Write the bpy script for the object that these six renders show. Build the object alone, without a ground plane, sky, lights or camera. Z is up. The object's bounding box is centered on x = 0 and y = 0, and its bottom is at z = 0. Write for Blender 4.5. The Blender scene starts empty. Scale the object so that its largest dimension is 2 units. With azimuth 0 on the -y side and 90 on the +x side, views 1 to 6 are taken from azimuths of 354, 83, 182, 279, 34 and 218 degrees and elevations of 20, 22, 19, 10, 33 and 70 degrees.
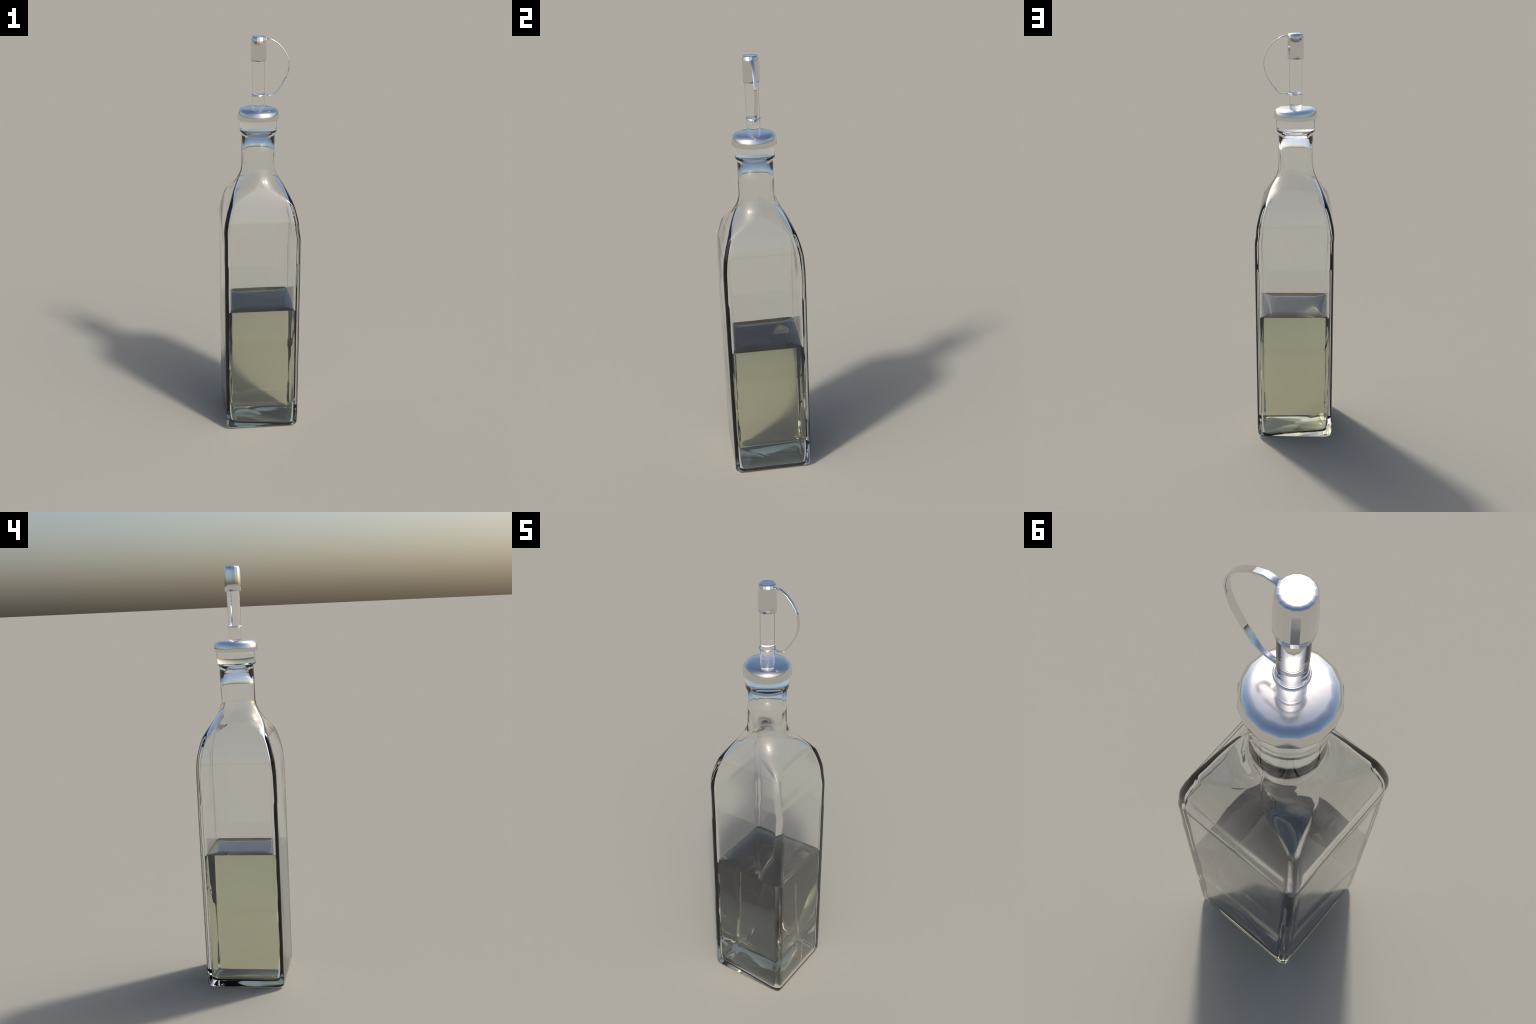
"""Square glass oil bottle, half filled, with a polished steel pourer (collar, spout, cap, strap)."""
import bpy, math
from mathutils import Vector

NECK_X = -0.006          # the neck and the pourer stand a few millimetres off the body's centre


# ------------------------------------------------------------------ materials
def principled(name, color, **inputs):
    m = bpy.data.materials.new(name)
    m.use_nodes = True
    b = m.node_tree.nodes["Principled BSDF"]
    b.inputs["Base Color"].default_value = (*color, 1)
    for k, v in inputs.items():
        b.inputs[k.replace("_", " ")].default_value = v
    return m, b


def faint_variation(m, b, color, amount, scale):
    """a barely visible drift of tone, so that no surface is perfectly uniform"""
    nt = m.node_tree
    tc = nt.nodes.new("ShaderNodeTexCoord")
    nz = nt.nodes.new("ShaderNodeTexNoise")
    nz.inputs["Scale"].default_value = scale
    nz.inputs["Detail"].default_value = 3
    ramp = nt.nodes.new("ShaderNodeValToRGB")
    lo = [c * (1 - amount) for c in color]
    ramp.color_ramp.elements[0].position = 0.35
    ramp.color_ramp.elements[1].position = 0.65
    ramp.color_ramp.elements[0].color = (*lo, 1)
    ramp.color_ramp.elements[1].color = (*color, 1)
    nt.links.new(tc.outputs["Object"], nz.inputs["Vector"])
    nt.links.new(nz.outputs["Fac"], ramp.inputs["Fac"])
    nt.links.new(ramp.outputs["Color"], b.inputs["Base Color"])


GLASS_COLOR = (0.985, 0.99, 0.985)
OIL_COLOR = (0.76, 0.78, 0.58)
STEEL_COLOR = (0.81, 0.81, 0.805)
glass, gb = principled("clear_glass", GLASS_COLOR, Roughness=0.0, IOR=1.5, Transmission_Weight=1.0)
faint_variation(glass, gb, GLASS_COLOR, 0.01, 3)
oil, ob = principled("pale_olive_oil", OIL_COLOR, Roughness=0.0, IOR=1.48, Transmission_Weight=1.0)
faint_variation(oil, ob, OIL_COLOR, 0.02, 2)
steel, sb = principled("polished_steel", STEEL_COLOR, Roughness=0.01, Metallic=1.0)
faint_variation(steel, sb, STEEL_COLOR, 0.02, 6)
brushed, ub = principled("brushed_steel", STEEL_COLOR, Roughness=0.08, Metallic=1.0)
faint_variation(brushed, ub, STEEL_COLOR, 0.02, 6)
satin, tb = principled("satin_steel", STEEL_COLOR, Roughness=0.14, Metallic=1.0)
faint_variation(satin, tb, STEEL_COLOR, 0.02, 6)


# ------------------------------------------------------------------ shape helpers
ARC = 5                  # facets per rounded corner


def square_ring(z, w, r, cx=0.0, tilt=0.0, hold=0.94):
    """rounded square, half width w, corner radius r; two support points hold each flat side flat"""
    pts = []
    c = w - r
    s = c * hold
    for q in range(4):
        a0 = q * math.pi / 2
        ca, sa = math.cos(a0), math.sin(a0)
        local = [(w, s)]
        for i in range(ARC + 1):
            t = math.pi / 2 * i / ARC
            local.append((c + r * math.cos(t), c + r * math.sin(t)))
        local.append((s, w))
        local += [(s * k, w) for k in (0.5, 0.0, -0.5)]
        for x, y in local:
            X, Y = x * ca - y * sa, x * sa + y * ca
            pts.append((X + cx, Y, z + tilt * X))
    return pts


def round_ring(z, r, n, phase=0.0, cx=NECK_X):
    return [(cx + r * math.cos(phase + 2 * math.pi * i / n),
             r * math.sin(phase + 2 * math.pi * i / n), z) for i in range(n)]


def wavy(ring, amount, seed):
    """blown glass is never quite flat: push a ring's points in and out by a slow wave"""
    out = []
    for x, y, z in ring:
        k = amount * (math.sin(19 * x + 11 * z + seed) * math.sin(17 * y - 9 * z + 2 * seed)
                      + 0.6 * math.sin(31 * z + 23 * (x - y) + 3 * seed))
        d = max(abs(x), abs(y))
        out.append((x * (1 + k / d), y * (1 + k / d), z))
    return out


class Shell:
    def __init__(self):
        self.v, self.f, self.sharp = [], [], []

    def loft(self, rings, cap_start=True, cap_end=True, inward=False, sharp=(), closed=False):
        base = len(self.v)
        n = len(rings[0])
        for r in rings:
            self.v += r
        m = len(rings)
        faces = []
        for k in range(m if closed else m - 1):
            a, b = base + k * n, base + ((k + 1) % m) * n
            for i in range(n):
                j = (i + 1) % n
                faces.append((a + i, a + j, b + j, b + i))
        for flag, k, rev in ((cap_start, 0, True), (cap_end, m - 1, False)):
            if flag and not closed:
                idx = [base + k * n + i for i in range(n)]
                faces.append(tuple(reversed(idx)) if rev else tuple(idx))
        if inward:
            faces = [tuple(reversed(f)) for f in faces]
        self.f += faces
        for k in sharp:
            for i in range(n):
                self.sharp.append((base + k * n + i, base + k * n + (i + 1) % n))

    def build(self, name, mat, parent):
        me = bpy.data.meshes.new(name)
        me.from_pydata(self.v, [], self.f)
        me.update()
        me.polygons.foreach_set("use_smooth", [True] * len(me.polygons))
        want = {tuple(sorted(e)) for e in self.sharp}
        for e in me.edges:
            if tuple(sorted(e.vertices)) in want:
                e.use_edge_sharp = True
        me.materials.append(mat)
        o = bpy.data.objects.new(name, me)
        bpy.context.scene.collection.objects.link(o)
        o.parent = parent
        return o


# ------------------------------------------------------------------ the thing
root = bpy.data.objects.new("oil_bottle", None)
bpy.context.scene.collection.objects.link(root)
root["label"] = "tall square clear glass oil bottle with polished steel pourer"
root["category"] = "oil bottle"

# outer skin: z, half width, corner radius, x of the centre
PUNT = 0.009
OUTER = [
    (PUNT, 0.030, 0.008, 0), (0.002, 0.078, 0.014, 0), (0.001, 0.155, 0.028, 0), (0.000, 0.1700, 0.026, 0), (0.0045, 0.1785, 0.023, 0), (0.013, 0.1845, 0.020, 0), (0.028, 0.1870, 0.018, 0),
    (0.060, 0.1876, 0.018, 0), (0.450, 0.1884, 0.019, 0), (0.900, 0.1888, 0.018, 0),
    (0.918, 0.1892, 0.024, 0), (1.030, 0.1885, 0.021, 0), (1.075, 0.1863, 0.019, -0.004),
    (1.116, 0.1825, 0.017, -0.004), (1.150, 0.1755, 0.015, -0.004), (1.180, 0.1680, 0.015, -0.004),
    (1.207, 0.1592, 0.014, -0.004), (1.222, 0.1530, 0.022, -0.004), (1.237, 0.1460, 0.036, -0.004),
    (1.252, 0.1385, 0.054, -0.004), (1.268, 0.1295, 0.072, -0.004), (1.285, 0.1190, 0.086, -0.004),
    (1.303, 0.1085, 0.090, -0.005), (1.325, 0.0970, 0.089, NECK_X), (1.350, 0.0880, 0.0845, NECK_X),
    (1.385, 0.0825, 0.0795, NECK_X),
    (1.500, 0.0815, 0.0790, NECK_X), (1.5430, 0.0820, 0.0795, NECK_X), (1.5460, 0.0900, 0.0875, NECK_X),
    (1.5500, 0.0915, 0.0890, NECK_X), (1.600, 0.0920, 0.0895, NECK_X), (1.608, 0.0905, 0.0880, NECK_X),
]
# inner cavity: its floor slopes a little down towards +x
FLOOR_TILT = -0.085
FLOOR = 0.023
CAV_TILT = FLOOR_TILT
WALL = 0.0185
WAVE = 0.0006


def inset(sections, lo, hi):
    """the wall's inner face: each section moved in by WALL at right angles to the outer profile"""
    out = []
    for i, (z, w, r, cx) in enumerate(sections):
        if lo <= z <= hi:
            (za, wa), (zb, wb) = sections[i - 1][:2], sections[i + 1][:2]
            n = Vector((zb - za, wa - wb)).normalized()      # outward normal in (w, z)
            wi = w - WALL * n.x
            out.append((z - WALL * n.y, wi, min(max(r - 0.6 * WALL, 0.012), wi - 0.002), cx))
    return out


INNER = [
    (FLOOR, 0.1550, 0.030, 0), (FLOOR + 0.004, 0.1625, 0.026, 0), (FLOOR + 0.016, 0.1665, 0.022, 0),
    (FLOOR + 0.05, 0.1680, 0.020, 0),
] + [(0.073 + 0.83 * k / 12, 0.1680 + 0.002 * k / 12, 0.018, 0) for k in range(1, 13)] + inset(OUTER, 1.0, 1.40) + [(1.435, 0.0680, 0.0660, NECK_X), (1.553, 0.0690, 0.0670, NECK_X)]


def finer(sections, lo, hi, steps=3):
    """Catmull-Rom refinement of the sections between two heights, for evenly curved shoulders"""
    out = []
    for i, p1 in enumerate(sections):
        out.append(p1)
        if i + 1 < len(sections) and lo <= p1[0] and sections[i + 1][0] <= hi:
            p0, p2 = sections[i - 1], sections[i + 1]
            p3 = sections[min(i + 2, len(sections) - 1)]
            for k in range(1, steps):
                t = k / steps
                out.append(tuple(0.5 * (2 * b + (c - a) * t + (2 * a - 5 * b + 4 * c - e) * t * t
                                        + (3 * b - a - 3 * c + e) * t ** 3)
                                 for a, b, c, e in zip(p0, p1, p2, p3)))
    return out


OUTER = finer(OUTER, 1.03, 1.39)
INNER = finer(INNER, 1.02, 1.39)
bottle = Shell()
lip = [i for i, s in enumerate(OUTER) if 1.54 < s[0] < 1.548]
bottle.loft([square_ring(*s) for s in OUTER], sharp=lip)
bottle.loft([wavy(square_ring(*s, CAV_TILT if s[0] < 0.1 else 0), WAVE, 1.0) for s in INNER], inward=True)
bottle.build("bottle", glass, root)

# the oil: a block that stands a hair clear of the side walls and sinks a little into the glass of the floor
OIL_TOP = 0.660
side_gap = 0.0015
floor_bite = 0.006
OIL_R = 0.014
HOLD = 0.95
OIL_WAVE = 0.0006
oil_rings = [square_ring(z - floor_bite, w - side_gap, r, 0, FLOOR_TILT, HOLD) for z, w, r, _ in INNER[:4]]
oil_rings += [square_ring(0.14, 0.1685 - side_gap, OIL_R, 0, 0, HOLD),
              square_ring(OIL_TOP - 0.004, 0.1705 - side_gap, OIL_R, 0, 0, HOLD),
              square_ring(OIL_TOP, 0.1670 - side_gap, OIL_R, 0, 0, HOLD),
              square_ring(OIL_TOP, 0.0900, OIL_R, 0, 0, HOLD)]
liquid = Shell()
liquid.loft([wavy(r, OIL_WAVE, 1.0) for r in oil_rings])
liquid.build("oil", oil, root)

# ------------------------------------------------------------------ pourer, polished steel
N = 16
PH = math.radians(5)


def turned(name, profile, sharp=(), parent=root, n=N, caps=(True, True), facets=False, mat=steel):
    s = Shell()
    s.loft([round_ring(z, r, n, PH) for z, r in profile], cap_start=caps[0], cap_end=caps[1], sharp=sharp)
    if facets:                                   # crisp upright edges between the facets
        s.sharp += [(k * n + i, (k + 1) * n + i) for k in range(len(profile) - 1) for i in range(n)]
    o = s.build(name, mat, parent)
    return o


pourer = bpy.data.objects.new("pourer", None)
bpy.context.scene.collection.objects.link(pourer)
pourer.parent = root
turned("collar", [(1.6095, 0.0880), (1.6065, 0.1015), (1.6110, 0.1030), (1.6320, 0.1022), (1.6460, 0.0970),
                  (1.6545, 0.0890), (1.6585, 0.0740), (1.6600, 0.0300)], sharp=(1, 4), parent=pourer, mat=satin)
turned("spout", [(1.636, 0.0306), (1.650, 0.0298), (1.940, 0.0310), (1.962, 0.0297)], sharp=(0, 3), parent=pourer, mat=glass)
turned("cap", [(1.8870, 0.0330), (1.8845, 0.0374), (1.9050, 0.0386), (1.9450, 0.0384), (1.9800, 0.0366),
               (1.9965, 0.0345), (2.0000, 0.0312), (2.0000, 0.0240)], parent=pourer, facets=True, mat=brushed)

# ring round the spout that carries the strap
ring = Shell()
rr = []
for i in range(24):
    a = 2 * math.pi * i / 24
    rr.append([(NECK_X + (0.0328 + 0.0032 * math.cos(t)) * math.cos(a),
                (0.0328 + 0.0032 * math.cos(t)) * math.sin(a), 1.7220 + 0.0042 * math.sin(t))
               for t in [2 * math.pi * k / 8 for k in range(8)]])
ring.loft(rr, closed=True)
ring.build("ring", steel, pourer)

# strap: a flat band bent in an arc between cap and ring
PATH = [(0.024, 1.9880), (0.055, 1.9865), (0.085, 1.9690), (0.108, 1.9470), (0.126, 1.9220), (0.137, 1.8970),
        (0.142, 1.8700), (0.140, 1.8400), (0.130, 1.8070), (0.106, 1.7660), (0.084, 1.7380), (0.068, 1.7245),
        (0.050, 1.7215), (0.026, 1.7220)]
HALF_WIDTH, HALF_THICK = 0.0074, 0.0026
st = Shell()
sec = []
for i, (x, z) in enumerate(PATH):
    a, b = Vector(PATH[max(i - 1, 0)]), Vector(PATH[min(i + 1, len(PATH) - 1)])
    d = (b - a).normalized()
    nx, nz = -d.y, d.x
    w = HALF_WIDTH * (0.75 if i > len(PATH) - 4 else 1)
    ch = HALF_THICK * 0.7                        # chamfer of the band's long edges
    outline = [(-w, ch), (-w, -ch), (ch - w, -HALF_THICK), (w - ch, -HALF_THICK),
               (w, -ch), (w, ch), (w - ch, HALF_THICK), (ch - w, HALF_THICK)]
    sec.append([(x + nx * k, y, z + nz * k) for y, k in outline])
st.loft(sec)
for k in range(len(sec) - 1):
    st.sharp += [(k * 8 + i, (k + 1) * 8 + i) for i in (2, 3, 6, 7)]
st.build("strap", steel, pourer)
